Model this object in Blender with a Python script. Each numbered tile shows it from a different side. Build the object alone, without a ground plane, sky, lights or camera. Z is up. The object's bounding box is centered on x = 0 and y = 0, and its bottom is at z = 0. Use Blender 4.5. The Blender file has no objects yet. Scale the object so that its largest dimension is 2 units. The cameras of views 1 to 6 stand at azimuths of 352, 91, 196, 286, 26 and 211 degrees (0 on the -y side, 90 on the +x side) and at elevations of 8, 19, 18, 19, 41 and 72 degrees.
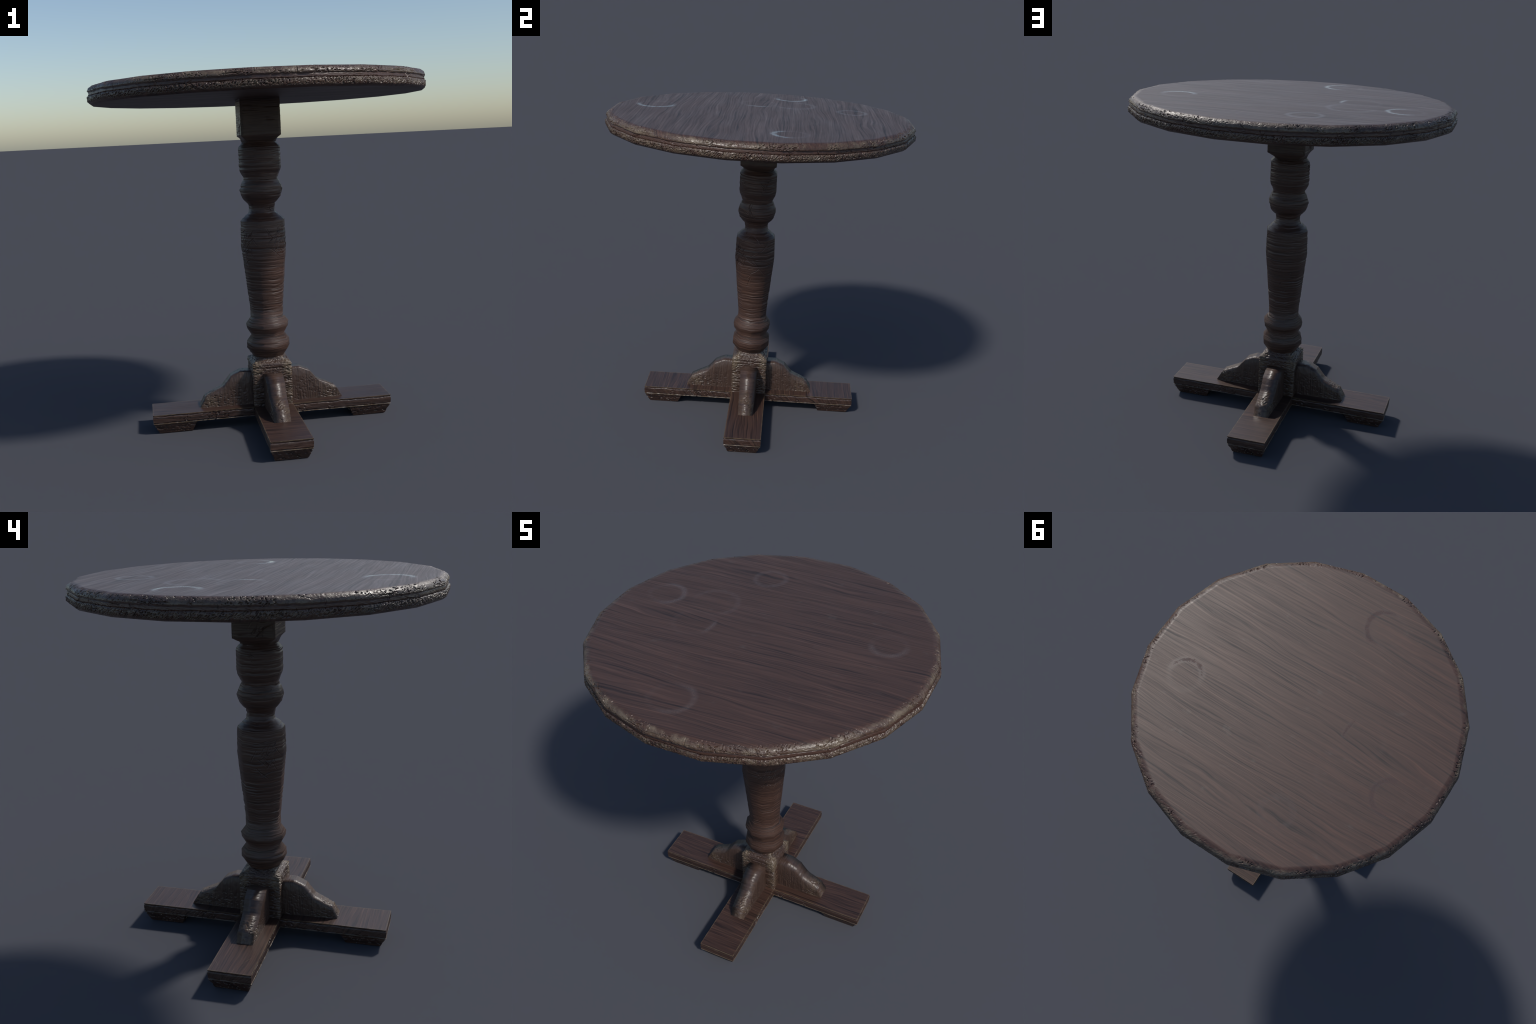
"""Old round pub table: 20-sided moulded top, turned column between two square
blocks, four scrolled brackets and a cross-shaped plank base on foot pads."""
import bpy, math
import numpy as np

TAU = 2 * math.pi
rng = np.random.default_rng(7)

# ------------------------------------------------------------------ noise ---
_perm = np.random.default_rng(11).permutation(256)
_perm = np.concatenate([_perm, _perm, _perm])
_grad = np.random.default_rng(12).normal(size=(256, 3))
_grad /= np.linalg.norm(_grad, axis=1)[:, None]


def perlin(p):
    """Gradient noise, p (..., 3) -> (...), about -0.6 .. 0.6"""
    p = np.asarray(p, float)
    i = np.floor(p).astype(int)
    f = p - i
    w = f * f * f * (f * (f * 6 - 15) + 10)
    i &= 255
    out = 0
    for dx in (0, 1):
        wx = w[..., 0] if dx else 1 - w[..., 0]
        for dy in (0, 1):
            wy = w[..., 1] if dy else 1 - w[..., 1]
            for dz in (0, 1):
                wz = w[..., 2] if dz else 1 - w[..., 2]
                h = _perm[_perm[_perm[(i[..., 0] + dx) & 255] + ((i[..., 1] + dy) & 255)] + ((i[..., 2] + dz) & 255)]
                g = _grad[h]
                d = g[..., 0] * (f[..., 0] - dx) + g[..., 1] * (f[..., 1] - dy) + g[..., 2] * (f[..., 2] - dz)
                out = out + wx * wy * wz * d
    return out


def noise(x, y, z, octaves=1):
    p = np.stack(np.broadcast_arrays(x, y, z), -1).astype(float)
    s, a, k = 0, 1, 1
    for o in range(octaves):
        s = s + a * perlin(p * k + 17.3 * o)
        a *= .5
        k *= 2.03
    return s


def sstep(a, b, x):
    t = np.clip((x - a) / (b - a), 0, 1)
    return t * t * (3 - 2 * t)


# --------------------------------------------------------------- geometry ---
def grid_normals(P, wrap):
    """vertex normals of a grid (rows, cols, 3); cols may wrap round"""
    if wrap:
        du = np.roll(P, -1, 1) - np.roll(P, 1, 1)
    else:
        du = np.gradient(P, axis=1)
    dv = np.gradient(P, axis=0)
    n = np.cross(du, dv)
    return n / np.maximum(np.linalg.norm(n, axis=-1, keepdims=True), 1e-9)


def grid_faces(rows, cols, wrap, base=0):
    r = np.arange(rows - 1)[:, None]
    c = np.arange(cols if wrap else cols - 1)[None, :]
    c2 = (c + 1) % cols
    q = np.stack([r * cols + c, r * cols + c2, (r + 1) * cols + c2, (r + 1) * cols + c], -1)
    return (q.reshape(-1, 4) + base)


def new_object(name, verts, faces, mat, parent, normals=None, sharp=None):
    me = bpy.data.meshes.new(name)
    me.from_pydata(np.asarray(verts).reshape(-1, 3).tolist(), [], [list(map(int, f)) for f in faces])
    me.validate()
    me.update()
    me.shade_smooth()
    me.materials.append(mat)
    if normals is not None:
        me.normals_split_custom_set_from_vertices(np.asarray(normals).reshape(-1, 3).tolist())
    elif sharp:
        me.set_sharp_from_angle(angle=math.radians(sharp))
    ob = bpy.data.objects.new(name, me)
    bpy.context.scene.collection.objects.link(ob)
    ob.parent = parent
    return ob


def polygon_radius(theta, sides, first):
    """radius of a regular polygon with corner radius 1, a corner at angle first"""
    step = TAU / sides
    return math.cos(step / 2) / np.cos((theta - first) % step - step / 2)


def square_radius(theta):
    return 1 / np.maximum(np.abs(np.cos(theta)), np.abs(np.sin(theta)))


def refine_profile(profile, step):
    """(r, z) polyline -> fine points, their interpolated smooth normals (nr, nz)"""
    p = np.array(profile, float)
    seg = p[1:] - p[:-1]
    ln = np.linalg.norm(seg, axis=1)
    sn = np.stack([seg[:, 1], -seg[:, 0]], 1) / ln[:, None]
    vn = np.zeros_like(p)
    vn[:-1] += sn * np.minimum(ln, .05)[:, None]
    vn[1:] += sn * np.minimum(ln, .05)[:, None]
    vn /= np.linalg.norm(vn, axis=1)[:, None]
    pts, nrm = [], []
    for k in range(len(seg)):
        m = max(1, int(round(ln[k] / step)))
        for j in range(m):
            t = j / m
            pts.append(p[k] + seg[k] * t)
            blend = vn[k] * (1 - t) + vn[k + 1] * t
            nrm.append(blend / np.linalg.norm(blend))
    pts.append(p[-1])
    nrm.append(vn[-1])
    return np.array(pts), np.array(nrm)


def carve(P, N, height, wrap):
    """push a grid along its smooth normals; return new points and new shading normals"""
    before = grid_normals(P, wrap)
    Q = P + N * height[..., None]
    after = grid_normals(Q, wrap)
    n = N + (after - before)
    return Q, n / np.linalg.norm(n, axis=-1, keepdims=True)


def slashes(U, V, cuts, period=None):
    """V-shaped cuts on a surface with metric coordinates U, V -> depth (negative)"""
    h = np.zeros_like(U)
    for (u0, v0, ang, length, width, depth) in cuts:
        du = U - u0
        if period is not None:
            du = (du + period / 2) % period - period / 2
        dv = V - v0
        a = du * math.cos(ang) + dv * math.sin(ang)
        b = -du * math.sin(ang) + dv * math.cos(ang)
        b = b + .0011 * np.sin(a * 110 + u0 * 50)
        taper = np.clip(1 - (2 * a / length) ** 2, 0, 1)
        w = width * (.35 + .65 * taper)
        prof = np.clip(1 - np.abs(b) / w, 0, 1)
        rim = np.exp(-((np.abs(b) - w * 1.3) / (w * .5)) ** 2) * .22
        h += depth * taper * (rim - prof)
    return h


def cluster(u, v, n, spread_u, spread_v, lengths, angles, width=.0032, depth=.0035):
    out = []
    for _ in range(n):
        out.append((u + rng.normal() * spread_u, v + rng.normal() * spread_v,
                    math.radians(rng.choice(angles) + rng.normal() * 9),
                    rng.uniform(*lengths), width * rng.uniform(.7, 1.3), depth * rng.uniform(.6, 1.2)))
    return out


# ---------------------------------------------------------------- shaders ---
class V:
    """tiny wrapper so node graphs read like arithmetic"""

    def __init__(self, nt, sock):
        self.nt, self.s = nt, sock

    def _m(self, op, *a, clamp=False):
        n = self.nt.nodes.new('ShaderNodeMath')
        n.operation = op
        n.use_clamp = clamp
        for k, x in enumerate((self,) + a):
            if isinstance(x, V):
                self.nt.links.new(x.s, n.inputs[k])
            else:
                n.inputs[k].default_value = x
        return V(self.nt, n.outputs[0])

    def __add__(self, o): return self._m('ADD', o)
    __radd__ = __add__
    def __sub__(self, o): return self._m('SUBTRACT', o)
    def __rsub__(self, o): return (self * -1) + o
    def __mul__(self, o): return self._m('MULTIPLY', o)
    __rmul__ = __mul__
    def abs(self): return self._m('ABSOLUTE')
    def min(self, o): return self._m('MINIMUM', o)
    def max(self, o): return self._m('MAXIMUM', o)
    def sin(self): return self._m('SINE')
    def sqrt(self): return self._m('SQRT')

    def step(self, lo, hi):
        """smooth 0..1 between lo and hi (lo may exceed hi)"""
        flip = lo > hi
        n = self.nt.nodes.new('ShaderNodeMapRange')
        n.interpolation_type = 'SMOOTHSTEP'
        n.inputs['From Min'].default_value = min(lo, hi)
        n.inputs['From Max'].default_value = max(lo, hi)
        n.inputs['To Min'].default_value = 1. if flip else 0.
        n.inputs['To Max'].default_value = 0. if flip else 1.
        self.nt.links.new(self.s, n.inputs['Value'])
        return V(self.nt, n.outputs[0])


class Shader:
    def __init__(self, name):
        self.mat = bpy.data.materials.new(name)
        self.mat.use_nodes = True
        self.nt = self.mat.node_tree
        self.bsdf = self.nt.nodes['Principled BSDF']
        tc = self.nt.nodes.new('ShaderNodeTexCoord')
        sep = self.nt.nodes.new('ShaderNodeSeparateXYZ')
        self.nt.links.new(tc.outputs['Object'], sep.inputs[0])
        self.x, self.y, self.z = (V(self.nt, sep.outputs[k]) for k in range(3))

    def vec(self, x, y, z):
        n = self.nt.nodes.new('ShaderNodeCombineXYZ')
        for k, a in enumerate((x, y, z)):
            if isinstance(a, V):
                self.nt.links.new(a.s, n.inputs[k])
            else:
                n.inputs[k].default_value = a
        return n.outputs[0]

    def noise(self, x, y, z, detail=2., rough=.5):
        n = self.nt.nodes.new('ShaderNodeTexNoise')
        n.inputs['Scale'].default_value = 1.
        n.inputs['Detail'].default_value = detail
        n.inputs['Roughness'].default_value = rough
        self.nt.links.new(self.vec(x, y, z), n.inputs['Vector'])
        return V(self.nt, n.outputs[0])

    def ramp(self, fac, stops):
        n = self.nt.nodes.new('ShaderNodeValToRGB')
        el = n.color_ramp.elements
        while len(el) < len(stops):
            el.new(.5)
        for e, (p, c) in zip(el, stops):
            e.position = p
            e.color = (*c, 1)
        self.nt.links.new(fac.s, n.inputs[0])
        return n.outputs[0]

    def mix(self, fac, a, b):
        n = self.nt.nodes.new('ShaderNodeMix')
        n.data_type = 'RGBA'
        self.nt.links.new(fac.s, n.inputs[0])
        for k, c in ((6, a), (7, b)):
            if isinstance(c, tuple):
                n.inputs[k].default_value = (*c, 1)
            else:
                self.nt.links.new(c, n.inputs[k])
        return n.outputs[2]

    def finish(self, colour, roughness, bump=None, strength=1., distance=.001, spec=.5):
        L = self.nt.links
        L.new(colour, self.bsdf.inputs['Base Color'])
        if isinstance(roughness, V):
            L.new(roughness.s, self.bsdf.inputs['Roughness'])
        else:
            self.bsdf.inputs['Roughness'].default_value = roughness
        self.bsdf.inputs['Specular IOR Level'].default_value = spec
        if bump is not None:
            b = self.nt.nodes.new('ShaderNodeBump')
            b.inputs['Strength'].default_value = strength
            b.inputs['Distance'].default_value = distance
            L.new(bump.s, b.inputs['Height'])
            L.new(b.outputs[0], self.bsdf.inputs['Normal'])
        return self.mat


DARK = (.0138, .0076, .0066)
MID = (.0450, .0226, .0165)
LIGHT = (.0880, .0455, .0320)
TAN = (.138, .106, .074)


def walnut(s, along, across, across2, k=1., figure=.11):
    """streaky dark walnut: long along one axis, wavy across the other two"""
    warp = s.noise(along * .60 * k, across * 3.4 * k, across2 * 3.4 * k, 2.)
    a = across + across2 + (warp - .5) * (figure / k) + (s.noise(along * 5, across * 12, across2 * 12, 2.) - .5) * .016
    broad = s.noise(along * 1.2 * k, a * 38 * k, 0., 3., .6)
    fine = s.noise(along * 3 * k, a * 190 * k, 3., 3., .6)
    rings = ((a * 330 * k + warp * 16).sin() * .5 + .5)
    return broad * .48 + fine * .47 + rings * .07


WOOD_RAMP = [(.37, DARK), (.47, MID), (.56, (.0590, .0300, .0215)), (.67, LIGHT)]

# cup rings left on the top: centre, radius, strongest direction (degrees), strength, how closed (-2 = full circle)
CUP_RINGS = [(-.155, -.680, .112, 5, 1.0, -.60), (-.690, .175, .100, 15, 1.0, -.55), (-.220, .575, .086, -70, .45, -2.),
             (.648, .185, .095, -75, 1.1, -.30), (-.400, -.035, .112, -2, .9, .80), (-.390, .200, .130, 60, .30, -1.)]


def tabletop_material():
    s = Shader('worn_walnut_top')
    x, y, z = s.x, s.y, s.z
    g = walnut(s, x, y, z * .6, 1., .20)
    col = s.ramp(g, WOOD_RAMP)
    # greyish scuffs
    scuff = s.noise(x * 9, y * 13, z * 9, 4., .6).step(.60, .78) * .30
    col = s.mix(scuff, col, (.095, .082, .072))
    # cup rings: glossier and a little paler
    rings = None
    for cx, cy, r, ang, amt, open_at in CUP_RINGS:
        dx, dy = x - cx, y - cy
        d = (dx * dx + dy * dy).sqrt()
        wob = (s.noise(x * 7, y * 7, 1.7, 1.) - .5) * .02
        band = ((d + wob) - r).abs().step(.026, .002)
        facing = (dx * math.cos(math.radians(ang)) + dy * math.sin(math.radians(ang))) * (1 / r)
        arc = (facing + (s.noise(x * 8, y * 8, 5., 2.) - .5) * (1.5 if open_at < .5 else .3)).step(open_at, min(open_at + 1.2, 1.))
        smudge = s.noise(x * 40, y * 40, 9., 3., .6).step(.34, .62) * .45 + .55
        one = band * (arc * .86 + .14) * smudge * amt
        rings = one if rings is None else rings.max(one)
    rings = rings * z.step(1.99, 1.998)
    col = s.mix(rings * .35, col, (.12, .095, .085))
    # pale wear on the rounded upper edge and on the ragged lower moulding
    r = (x * x + y * y).sqrt()
    n1 = s.noise(x * 14, y * 14, z * 14, 4., .6)
    n2 = s.noise(x * 60, y * 60, z * 60, 3., .6)
    top_edge = (r + (n1 - .5) * .060).step(.914, .940) * z.step(1.958, 1.972)
    low_edge = z.step(1.946, 1.936) * z.step(1.904, 1.914) * (n1 * .6 + n2 * .6).step(.48, .72)
    n0 = s.noise(x * 4, y * 4, z * 4, 3., .6)
    wear = top_edge * (n2 * .4 + n1 * .5 + n0 * .5).step(.55, .90) * .95
    wear = wear.max(low_edge * .55)
    col = s.mix(wear * z.step(1.901, 1.908), col, TAN)
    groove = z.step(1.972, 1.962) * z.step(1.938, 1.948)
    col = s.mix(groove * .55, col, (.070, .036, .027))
    rough = (s.noise(x * 3, y * 8, z * 3, 3.) - .5) * .14 + .50 + (g - .5) * -.55 - rings * .30 - r.step(.925, .945) * .15
    bump = g * 1.1 + n2 * wear * 1.2 + s.noise(x * 30, y * 260, z * 260, 2.) * .25
    return s.finish(col, rough, bump, .5, .0012)


def turned_material():
    s = Shader('turned_walnut')
    x, y, z = s.x, s.y, s.z
    g = walnut(s, x, z, y * .08)
    col = s.ramp(g, [(.34, (.017, .0088, .0068)), (.50, (.048, .0238, .0165)), (.70, (.082, .0420, .0285))])
    rough = (s.noise(x * 6, y * 6, z * 30, 3.) - .5) * .2 + .45
    bump = s.noise(x * 6, y * 6, z * 330, 3.) + s.noise(x * 14, y * 14, z * 120, 2.)
    return s.finish(col, rough, bump, .7, .0015)


def block_material(name, wear_amount):
    s = Shader(name)
    x, y, z = s.x, s.y, s.z
    g = walnut(s, x, z, y * .08)
    col = s.ramp(g, [(.30, (.020, .0110, .0085)), (.50, (.046, .0250, .0175)), (.74, (.074, .0405, .0285))])
    n1 = s.noise(x * 22, y * 22, z * 40, 4., .65)
    n2 = s.noise(x * 80, y * 80, z * 140, 3., .6)
    corner = x.abs().min(y.abs()).step(.03, .10)
    high = z.step(.27, .33)
    wear = ((corner * .7 + high * .35 + .1) * (n1 * .7 + n2 * .7)).step(.34, .95) * wear_amount
    col = s.mix(wear, col, (.125, .092, .060))
    rough = n2 * .2 + .33
    return s.finish(col, rough, n2 * .6 + s.noise(x * 10, y * 10, z * 260, 2.), .6, .0015)


def bracket_material():
    s = Shader('bracket_walnut')
    x, y, z = s.x, s.y, s.z
    g = walnut(s, z * .7 + y, x, z * .05, 1.3)
    col = s.ramp(g, [(.30, (.019, .0120, .0105)), (.48, (.046, .0265, .0200)), (.72, (.078, .0470, .0350))])
    n1 = s.noise(x * 18, y * 18, z * 18, 4., .6)
    n2 = s.noise(x * 90, y * 90, z * 90, 3., .6)
    # pale wear runs down the toe of the scroll
    toe = (x - z * .55).step(.10, .34) * (n1 * .7 + n2 * .5).step(.50, .78)
    col = s.mix(toe * .55, col, (.115, .084, .052))
    rough = (n1 - .5) * .25 + .38 + n2 * .08
    return s.finish(col, rough, n2 * .6 + s.noise(x * 220, y * 8, z * 8, 2.) * .7, .6, .0012)


def base_material():
    s = Shader('plank_walnut')
    x, y, z = s.x, s.y, s.z
    g = walnut(s, x, y, z * .8, 1.25, .16)
    col = s.ramp(g, [(.39, (.0100, .0054, .0046)), (.47, (.034, .0172, .0128)), (.56, (.049, .0250, .0180)), (.66, (.082, .0435, .0300))])
    # distance to the cross outline and to the top / ledge lines
    side = ((.1148 - y.abs()).min(.7085 - x.abs())).max((.1148 - x.abs()).min(.7085 - y.abs())).abs()
    top = (z - .1155).abs()
    ledge = (z - .062).abs()
    n1 = s.noise(x * 26, y * 26, z * 26, 4., .6)
    n2 = s.noise(x * 120, y * 120, z * 120, 3., .6)
    edge = (side + top + (n1 - .5) * .010).step(.0065, .002)
    edge2 = (side * .5 + ledge + (n1 - .5) * .010).step(.006, .001) * side.step(.02, .01)
    wear = (edge * (n1.step(.40, .62) * .7 + .12)).max(edge2 * .6)
    col = s.mix(wear, col, (.130, .094, .054))
    # golden grime on the sides
    sides = z.step(.110, .104)
    col = s.mix(sides * (n1 * .6 + n2 * .5).step(.58, .82) * .4, col, (.100, .070, .036))
    # hairline scratches on the upper face
    line = (x * .42 + y - (s.noise(x * 3, y * 3, 0., 1.) - .5) * .05)
    hair = (line + .295).abs().min((x * -.6 + y - .47).abs()).step(.0016, .0004) * n1.step(.45, .6)
    col = s.mix(hair * .4, col, (.16, .12, .08))
    rough = (s.noise(x * 5, y * 9, z * 5, 3.) - .5) * .18 + .44
    return s.finish(col, rough, g * .6 + n2 * sides, .5, .0012)


# ------------------------------------------------------------------ build ---
table = bpy.data.objects.new('pedestal_table', None)
bpy.context.scene.collection.objects.link(table)
table['label'] = 'old round dark wooden pedestal table with turned column and cross base'
table['category'] = 'table'

mat_top = tabletop_material()
mat_turned = turned_material()
mat_upper = block_material('upper_block_walnut', .12)
mat_lower = block_material('lower_block_walnut', .85)
mat_bracket = bracket_material()
mat_base = base_material()


# ---- tabletop: a 20-sided disc with a double-roll moulded rim
def build_tabletop():
    N = 3000
    th = np.arange(N) / N * TAU
    rad = polygon_radius(th, 20, math.radians(9))
    rim = [(.922, 1.898), (.940, 1.898), (.9575, 1.911), (.9585, 1.936), (.9465, 1.953), (.955, 1.967), (.9475, 1.985), (.929, 1.9975), (.914, 2.0)]
    pts, nrm = refine_profile(rim, .0018)
    inner = [(.905, 2.0), (.895, 2.0), (.885, 2.0), (.86, 2.0), (.75, 2.0), (.5, 2.0), (.2, 2.0), (.03, 2.0)]
    under = [(.03, 1.898), (.3, 1.898), (.7, 1.898), (.88, 1.898)]
    pr = np.array(under + pts.tolist() + inner)
    nn = np.array([(0, -1)] * len(under) + nrm.tolist() + [(0, 1)] * len(inner))
    R = pr[:, 0][:, None] * rad[None]
    Z = np.broadcast_to(pr[:, 1][:, None], R.shape)
    c, s = np.cos(th)[None], np.sin(th)[None]
    P = np.stack([R * c, R * s, Z], -1)
    Nn = np.stack([nn[:, 0][:, None] * c, nn[:, 0][:, None] * s, np.broadcast_to(nn[:, 1][:, None], R.shape)], -1)
    S = np.broadcast_to(th[None] * .95, R.shape)
    X, Y = P[..., 0], P[..., 1]
    # ragged relief: slanted chips on both rolls, the cove between them stays smoother
    upper = sstep(1.960, 1.970, Z) * sstep(.902, .925, R)
    lower = sstep(1.906, 1.913, Z) * (1 - sstep(1.938, 1.950, Z)) * sstep(.9, .93, R)
    cove = sstep(1.938, 1.950, Z) * (1 - sstep(1.960, 1.970, Z)) * sstep(.9, .92, R)
    lumps = noise(X * 75, Y * 75, Z * 95, 3)
    broad = noise(X * 22, Y * 22, Z * 35, 2)
    where = sstep(-.16, .22, noise(X * 7, Y * 7, Z * 9, 2))
    bend = 1.6 * noise(S * 26, Z * 40, 0 * Z, 2)
    pits = -sstep(.15, .27, noise(S * 70 + Z * 55 + bend, Z * 150 - S * 35, 0 * Z, 2))
    strokes = -sstep(.04, .24, noise((S - Z) * 135 + bend, (S + Z) * 48, 0 * Z + 5, 2))
    h = upper * (.0062 * pits * (.12 + .88 * where) + .0012 * lumps + .0020 * broad)
    h += lower * (.0064 * strokes * (.55 + .45 * where) + .0018 * lumps + .0014 * broad)
    lip = .003 * noise(S * 14, 0 * Z, 0 * Z, 2)
    h -= (.0045 * np.exp(-((Z - 1.9625 - lip) / .0026) ** 2) + .0042 * np.exp(-((Z - 1.9425 + lip) / .0026) ** 2)) * sstep(.9, .92, R)
    h += cove * (.0016 * noise(S * 60 + Z * 220, Z * 60, 0 * Z, 2) + .001 * broad)
    # splits across the rim
    cuts = []
    for _ in range(60):
        cuts.append((rng.uniform(0, TAU * .95), rng.uniform(1.925, 1.985), math.radians(rng.choice([60, 90, 120, 35, 145]) + rng.normal() * 10),
                     rng.uniform(.02, .06), rng.uniform(.0022, .004), rng.uniform(.003, .006)))
    for _ in range(44):
        cuts.append((rng.uniform(0, TAU * .95), rng.choice([1.925, 1.942, 1.964, 1.978]) + rng.normal() * .003, math.radians(rng.normal() * 7),
                     rng.uniform(.04, .14), rng.uniform(.0022, .0036), rng.uniform(.003, .006)))
    h += slashes(S, np.array(Z), cuts, TAU * .95) * sstep(.91, .93, R) * sstep(1.903, 1.910, Z)
    h = np.minimum(h, .0008)
    P2, N2 = carve(P, Nn, h, True)
    flat = np.ones(len(pr), bool)
    flat[len(under):len(under) + len(pts)] = False
    N2[flat] = Nn[flat]
    rows = len(pr)
    faces = grid_faces(rows, N, True).tolist()
    verts = np.concatenate([P2.reshape(-1, 3), [[0, 0, 1.898], [0, 0, 2.0]]])
    norms = np.concatenate([N2.reshape(-1, 3), [[0, 0, -1], [0, 0, 1]]])
    b, t, last = rows * N, rows * N + 1, (rows - 1) * N
    for k in range(N):
        faces.append([b, (k + 1) % N, k])
        faces.append([t, last + k, last + (k + 1) % N])
    return new_object('tabletop', verts, faces, mat_top, table, norms)


# ---- turned column, ten-sided as the silhouette shows
COLUMN = [(.090, .390), (.0955, .399), (.128, .447), (.127, .490), (.0995, .526), (.1215, .563), (.1275, .594), (.0975, .635),
          (.098, .690), (.111, .823), (.124, .965), (.1335, 1.058), (.1315, 1.131), (.1288, 1.199), (.1285, 1.205), (.104, 1.228),
          (.079, 1.250), (.0755, 1.276), (.080, 1.299), (.100, 1.319), (.1135, 1.337), (.1268, 1.381),
          (.112, 1.422), (.098, 1.446), (.118, 1.487), (.123, 1.507), (.1225, 1.621), (.1225, 1.627), (.1005, 1.650), (.098, 1.66)]


def build_column():
    N = 320
    th = np.arange(N) / N * TAU
    rad = polygon_radius(th, 10, 0)
    pts, nrm = refine_profile(COLUMN, .0024)
    R = pts[:, 0][:, None] * rad[None]
    Z = np.broadcast_to(pts[:, 1][:, None], R.shape)
    c, s = np.cos(th)[None], np.sin(th)[None]
    P = np.stack([R * c, R * s, Z], -1)
    Nn = np.stack([nrm[:, 0][:, None] * c, nrm[:, 0][:, None] * s, np.broadcast_to(nrm[:, 1][:, None], R.shape)], -1)
    C, S = c + 0 * Z, s + 0 * Z
    # lathe lines: fine horizontal grooves that wander a little round the column
    wander = .006 * noise(C * 1.1, S * 1.1, Z * 7, 2)
    zz = Z + wander
    uneven = .55 + .9 * sstep(-.25, .3, noise(C * 1.2, S * 1.2, Z * 7, 2))
    grooves = uneven * (noise(C * .55, S * .55, zz * 88, 2) + .6 * noise(C * .8, S * .8, zz * 42 + 9, 1))
    smooth_beads = 1 - .30 * (sstep(.42, .45, Z) * (1 - sstep(.60, .63, Z)))
    h = .0040 * np.minimum(grooves, .18) * smooth_beads
    U = np.broadcast_to(th[None] * .125, R.shape)
    d = math.radians
    per = TAU * .125
    cuts = []
    for ang, z0, n, su, sv, ln in [(-55, 1.095, 24, .030, .060, (.04, .12)), (-125, 1.09, 9, .03, .04, (.04, .09)),
                                   (200, 1.03, 18, .024, .060, (.04, .11)), (2, 1.07, 14, .035, .075, (.05, .13)),
                                   (18, 1.56, 4, .012, .02, (.05, .10)), (-18, 1.38, 9, .022, .025, (.04, .10)),
                                   (-40, 1.28, 5, .02, .02, (.02, .05)), (175, 1.61, 3, .01, .02, (.03, .06)),
                                   (95, .95, 6, .03, .08, (.02, .05))]:
        cuts += cluster(d(ang % 360) * .125, z0, n, su, sv, ln, [55, 125, 65, 35, 140])
    h = h + slashes(U, np.array(Z), cuts, per)
    P2, N2 = carve(P, Nn, h, True)
    return new_object('column', P2, grid_faces(len(pts), N, True), mat_turned, table, N2)


# ---- square blocks: column head and column foot
def square_normal(th):
    """face normals of a square, rolling over quickly at the corners"""
    q = np.round(th / (math.pi / 2))
    t = np.tan(th - q * math.pi / 2)
    roll = np.sign(t) * np.clip((np.abs(t) - .80) / .20, 0, 1) ** 1.5 * math.pi / 4
    return q * math.pi / 2 + roll


def build_block(name, rings, mat, relief, cuts):
    """rings: (z, half width, squareness) from bottom to top; squareness 0 is the ten-sided column"""
    N = 320
    th = np.arange(N) / N * TAU
    deca, squ = polygon_radius(th, 10, 0), square_radius(th)
    fine = []
    for (z0, w0, q0), (z1, w1, q1) in zip(rings[:-1], rings[1:]):
        m = max(2, int(abs(z1 - z0) / .0022) + int(abs(w1 - w0) / .0022))
        for j in range(m):
            t = j / m
            fine.append((z0 + (z1 - z0) * t, w0 + (w1 - w0) * t, q0 + (q1 - q0) * t))
    fine.append(rings[-1])
    fine = np.array(fine)
    k = fine[:, 2][:, None]
    R = fine[:, 1][:, None] * (deca[None] * (1 - k) + squ[None] * k)
    Z = np.broadcast_to(fine[:, 0][:, None], R.shape)
    P = np.stack([R * np.cos(th)[None], R * np.sin(th)[None], Z], -1)
    an = square_normal(th)
    slope = -np.gradient(fine[:, 1] * (1 + .12 * fine[:, 2]), fine[:, 0])
    slope = np.convolve(np.pad(slope, 3, mode='edge'), np.ones(7) / 7, 'valid')
    Nn = np.stack([np.cos(an)[None] + 0 * Z, np.sin(an)[None] + 0 * Z, slope[:, None] + 0 * Z], -1)
    Nn /= np.linalg.norm(Nn, axis=-1, keepdims=True)
    h = relief(P[..., 0], P[..., 1], P[..., 2])
    arc = np.broadcast_to((th * .128)[None], R.shape)
    h = h + slashes(arc, np.array(Z), cuts, TAU * .128)
    P2, N2 = carve(P, Nn, h, True)
    return new_object(name, P2, grid_faces(len(fine), N, True), mat, table, N2)


def upper_relief(x, y, z):
    zz = z + .004 * noise(x * 14, y * 14, z * 8)
    return .0016 * noise(x * 7, y * 7, zz * 110, 2) - .0016 * sstep(.25, .4, noise(x * 9, y * 9, zz * 55, 1))


def lower_relief(x, y, z):
    corner = sstep(.03, .105, np.minimum(np.abs(x), np.abs(y)))
    high = sstep(.26, .34, z)
    zz = z + .007 * noise(x * 16, y * 16, z * 25, 2)
    splits = -sstep(.10, .36, noise(x * 7, y * 7, zz * 80, 2))
    crust = -sstep(.02, .30, noise(x * 55, y * 55, zz * 170, 2))
    w = np.clip(.10 + .75 * corner + .40 * high, 0, 1.1)
    return .0040 * splits + w * (.0048 * crust + .0012 * noise(x * 55, y * 55, zz * 75, 2)) - .0003


d2 = math.radians


def build_blocks():
    up = [(1.648, .100, 0.), (1.652, .100, 0.), (1.689, .113, 1.), (1.8995, .113, 1.)]
    cuts = cluster(d2(188) * .128, 1.74, 7, .03, .03, (.05, .11), [45, 135, 60], .004, .004)
    build_block('upper_block', up, mat_upper, upper_relief, cuts)
    low = [(.110, .1165, 1.), (.360, .1165, 1.), (.366, .1150, 1.), (.400, .0945, 0.), (.407, .090, 0.)]
    build_block('lower_block', low, mat_lower, lower_relief, [])


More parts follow.
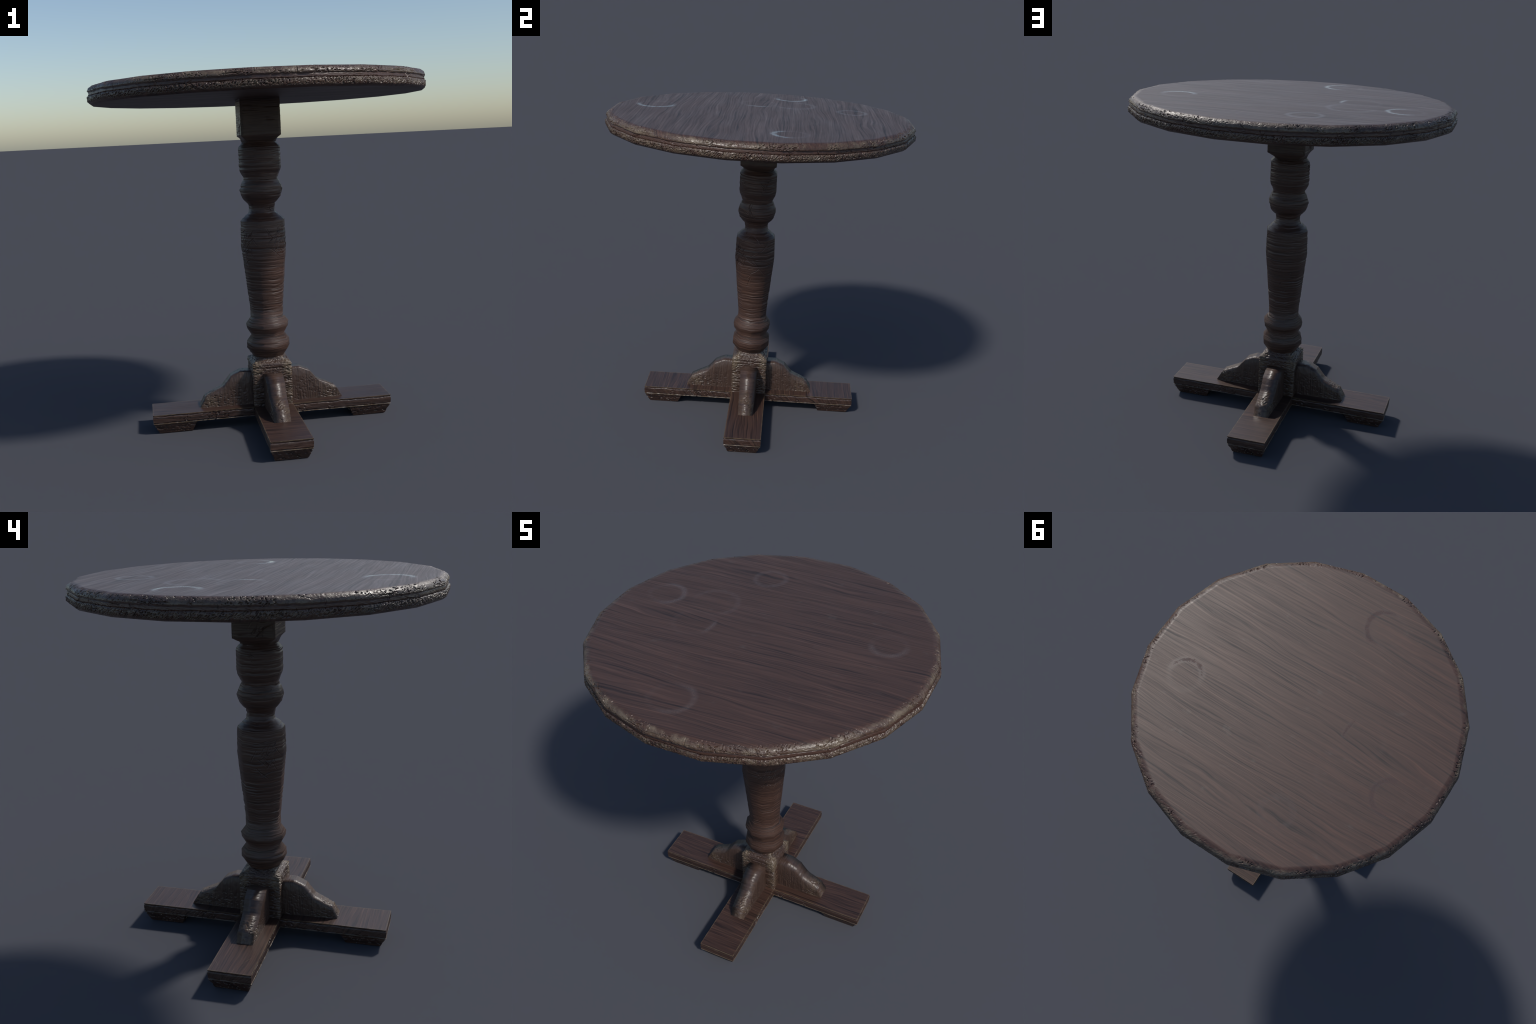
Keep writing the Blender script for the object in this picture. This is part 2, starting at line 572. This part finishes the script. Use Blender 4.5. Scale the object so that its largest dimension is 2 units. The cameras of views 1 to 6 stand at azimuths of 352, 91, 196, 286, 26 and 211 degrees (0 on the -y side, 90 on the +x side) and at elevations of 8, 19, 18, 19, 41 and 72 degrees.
# ---- scrolled brackets
BRACKET = [(.100, .307), (.150, .309), (.178, .309), (.236, .283), (.262, .252), (.287, .222), (.340, .197), (.394, .171), (.410, .143), (.4255, .1155)]


def build_brackets():
    b = np.array(BRACKET)
    foot = .1135
    us = []
    for k in range(len(b) - 1):
        m = max(2, int(np.linalg.norm(b[k + 1] - b[k]) / .003))
        us += list(np.linspace(b[k, 0], b[k + 1, 0], m, endpoint=False))
    us = np.array(us + [b[-1, 0]])
    top = np.interp(us, b[:, 0], b[:, 1])
    ns, nt = 52, 30
    side = np.linspace(0, 1, ns)
    slope = np.gradient(top, us)
    slope = np.convolve(np.pad(slope, 3, mode='edge'), np.ones(7) / 7, 'valid')
    cols_y, cols_t, cols_a = [], [], []
    for t in side:
        cols_y.append(-1); cols_t.append(t); cols_a.append(-math.pi / 2 + .35 * t ** 4)
    for t in np.linspace(0, 1, nt)[1:-1]:
        cols_y.append(2 * t - 1); cols_t.append(1); cols_a.append((2 * t - 1) * (math.pi / 2 - .35))
    for t in side[::-1]:
        cols_y.append(1); cols_t.append(t); cols_a.append(math.pi / 2 - .35 * t ** 4)
    # run the section from +y to -y so that the faces look outwards
    cy, ct, ca = (np.array(a)[::-1] for a in (cols_y, cols_t, cols_a))
    X = us[:, None] + 0 * cy[None]
    Y = cy[None] * (.0556 - .0091 * (X - .113) / .312)   # flares towards the post
    Z = foot + (top[:, None] - foot) * ct[None]
    lift = np.cos(ca)[None] + 0 * X
    tn = np.stack([-slope, np.ones_like(slope)], 1)
    tn /= np.linalg.norm(tn, axis=1)[:, None]
    Nn = np.stack([tn[:, 0][:, None] * lift, np.sin(ca)[None] + 0 * X, tn[:, 1][:, None] * lift], -1)
    P = np.stack([X, Y, Z], -1)
    toe = sstep(.16, .36, X - (Z - .115) * .4)
    pits = -sstep(.12, .34, noise(X * 48 + 3, Y * 60, Z * 140, 2))
    wig = noise(X * 110, Y * 16, Z * 16, 2)
    lumps = noise(X * 40, Y * 40, Z * 40, 3)
    patch = sstep(-.12, .22, noise(X * 9, Y * 9, Z * 9, 1) + .10)
    h = pits * .0042 * patch * (.6 + .4 * toe) + wig * .0018 + lumps * .0026 * (.45 + .55 * toe) - .0005
    h = h * sstep(.1145, .120, Z)
    Q, N2 = carve(P, Nn, h, False)
    faces = grid_faces(len(us), len(cy), False)
    first = None
    for k in range(4):
        if first is None:
            ob = first = new_object('bracket', Q, faces, mat_bracket, table, N2)
        else:
            ob = first.copy()
            bpy.context.scene.collection.objects.link(ob)
            ob.rotation_euler = (0, 0, k * math.pi / 2)


# ---- cross base and foot pads
ARM, HALF, DECK, LEDGE = .7085, .1148, .1155, .062


def ragged(P):
    """chipped plank sides: shift points near the outline inwards, a function of place only"""
    x, y, z = P[..., 0], P[..., 1], P[..., 2]
    gate = sstep(-.10, .18, noise(x * 8, y * 8, z * 6, 2))
    hatch = sstep(.12, .32, noise((x + y) * 62 + z * 95, (x - y) * 62, z * 45, 2)) * gate
    seam = sstep(.0034, .0008, np.abs(z - .0665 - .004 * noise(x * 18, y * 18, 0 * z, 2)))
    crest = sstep(.0040, .0010, np.abs(z - .1050 - .007 * noise(x * 24, y * 24, 0 * z + 3, 2))) * (1 - .6 * gate)
    broad = noise(x * 20, y * 20, z * 40, 2)
    depth = .0045 * hatch + .0040 * seam + .0034 * crest + .0018 * broad
    depth = np.clip(depth, -.0004, .0055) * (1 - .75 * sstep(.1090, .1145, z))
    Q = P.copy()
    on_x = sstep(.010, .0, HALF - np.abs(y)) * (np.abs(x) > HALF - .001)
    on_y = sstep(.010, .0, HALF - np.abs(x)) * (np.abs(y) > HALF - .001)
    end_x = sstep(.010, .0, ARM - np.abs(x))
    end_y = sstep(.010, .0, ARM - np.abs(y))
    Q[..., 1] -= np.sign(y) * depth * np.maximum(on_x, end_y)
    Q[..., 0] -= np.sign(x) * depth * np.maximum(on_y, end_x)
    return Q


def patch(a, b, c, d, nu, nv, su=None, sv=None):
    """bilinear quad grid a-b-c-d"""
    u = np.linspace(0, 1, nu + 1) if su is None else su
    v = np.linspace(0, 1, nv + 1) if sv is None else sv
    a, b, c, d = map(np.array, (a, b, c, d))
    u, v = u[None, :, None], v[:, None, None]
    return (a * (1 - u) + b * u) * (1 - v) + (d * (1 - u) + c * u) * v


def weld(patches, name, mat, parent, sharp):
    import bmesh
    verts, faces, n = [], [], 0
    for g in patches:
        r, c = g.shape[:2]
        faces += grid_faces(r, c, False, n).tolist()
        verts.append(g.reshape(-1, 3))
        n += r * c
    me = bpy.data.meshes.new(name)
    me.from_pydata(np.concatenate(verts).tolist(), [], faces)
    bm = bmesh.new()
    bm.from_mesh(me)
    bmesh.ops.remove_doubles(bm, verts=bm.verts, dist=1e-5)
    bm.to_mesh(me)
    bm.free()
    me.shade_smooth()
    me.set_sharp_from_angle(angle=math.radians(sharp))
    me.materials.append(mat)
    ob = bpy.data.objects.new(name, me)
    bpy.context.scene.collection.objects.link(ob)
    ob.parent = parent
    return ob


def edge_steps(length, step, fine=.0035, band=.014):
    """0..1 steps, fine near both ends"""
    n = int(band / fine)
    a = np.arange(n) * fine
    mid = np.linspace(band, length - band, max(2, int((length - 2 * band) / step)))
    return np.concatenate([a, mid, length - a[::-1]]) / length


def build_base():
    H, A, T, B = HALF, ARM, DECK, LEDGE
    grids = []
    rot = [np.array([[math.cos(k * math.pi / 2), -math.sin(k * math.pi / 2), 0], [math.sin(k * math.pi / 2), math.cos(k * math.pi / 2), 0], [0, 0, 1]]) for k in range(4)]
    su = np.linspace(0, 1, 200)
    sw = edge_steps(2 * H, .012)
    nz = 20
    long_n = 199
    for R in rot:
        arm_top = patch((H, -H, T), (A, -H, T), (A, H, T), (H, H, T), 0, 0, np.linspace(0, 1, long_n + 1), sw)
        side_r = patch((H, -H, B), (A, -H, B), (A, -H, T), (H, -H, T), long_n, nz)
        side_l = patch((A, H, B), (H, H, B), (H, H, T), (A, H, T), long_n, nz)
        end = patch((A, -H, B), (A, H, B), (A, H, T), (A, -H, T), 0, nz, sw)
        bottom = patch((H, H, B), (A, H, B), (A, -H, B), (H, -H, B), long_n, 1, None, sw)
        for g in (arm_top, side_r, side_l, end, bottom):
            grids.append(ragged(g) @ R.T)
    grids.append(patch((-H, -H, T), (H, -H, T), (H, H, T), (-H, H, T), 0, 0, sw, sw))
    grids.append(patch((-H, H, B), (H, H, B), (H, -H, B), (-H, -H, B), 0, 0, sw, sw))
    base = weld(grids, 'cross_base', mat_base, table, 50)
    # foot pad: an upturned truncated pyramid under each end
    top = [(.4535, -.1138), (.7075, -.1138), (.7075, .1138), (.4535, .1138)]
    bot = [(.481, -.0900), (.6750, -.0900), (.6750, .0900), (.481, .0900)]
    ring = []
    parts = []

    def chipped(g):
        x, y, z = g[..., 0], g[..., 1], g[..., 2]
        cx, cy = .577, 0.
        n = .0040 * sstep(.14, .34, noise(x * 45, y * 45, z * 110, 2)) + .0014 * noise(x * 20, y * 20, z * 60 + 3, 2)
        n = np.clip(n, -.0005, .004) * sstep(0, .006, z)
        s = 1 - n / .1
        q = g.copy()
        q[..., 0] = cx + (x - cx) * s
        q[..., 1] = cy + (y - cy) * s
        return q
    for k in range(4):
        a, b = top[k], top[(k + 1) % 4]
        c, e = bot[(k + 1) % 4], bot[k]
        parts.append(chipped(patch((*e, 0), (*c, 0), (*b, .0635), (*a, .0635), 70, 20)))
    parts.append(chipped(patch((*bot[0], 0), (*bot[3], 0), (*bot[2], 0), (*bot[1], 0), 70, 70)))
    parts.append(chipped(patch((*top[0], .0635), (*top[1], .0635), (*top[2], .0635), (*top[3], .0635), 70, 70)))
    first = weld(parts, 'foot_pad', mat_base, base, 50)
    for k in range(1, 4):
        ob = first.copy()
        bpy.context.scene.collection.objects.link(ob)
        ob.rotation_euler = (0, 0, k * math.pi / 2)


build_tabletop()
build_column()
build_blocks()
build_brackets()
build_base()
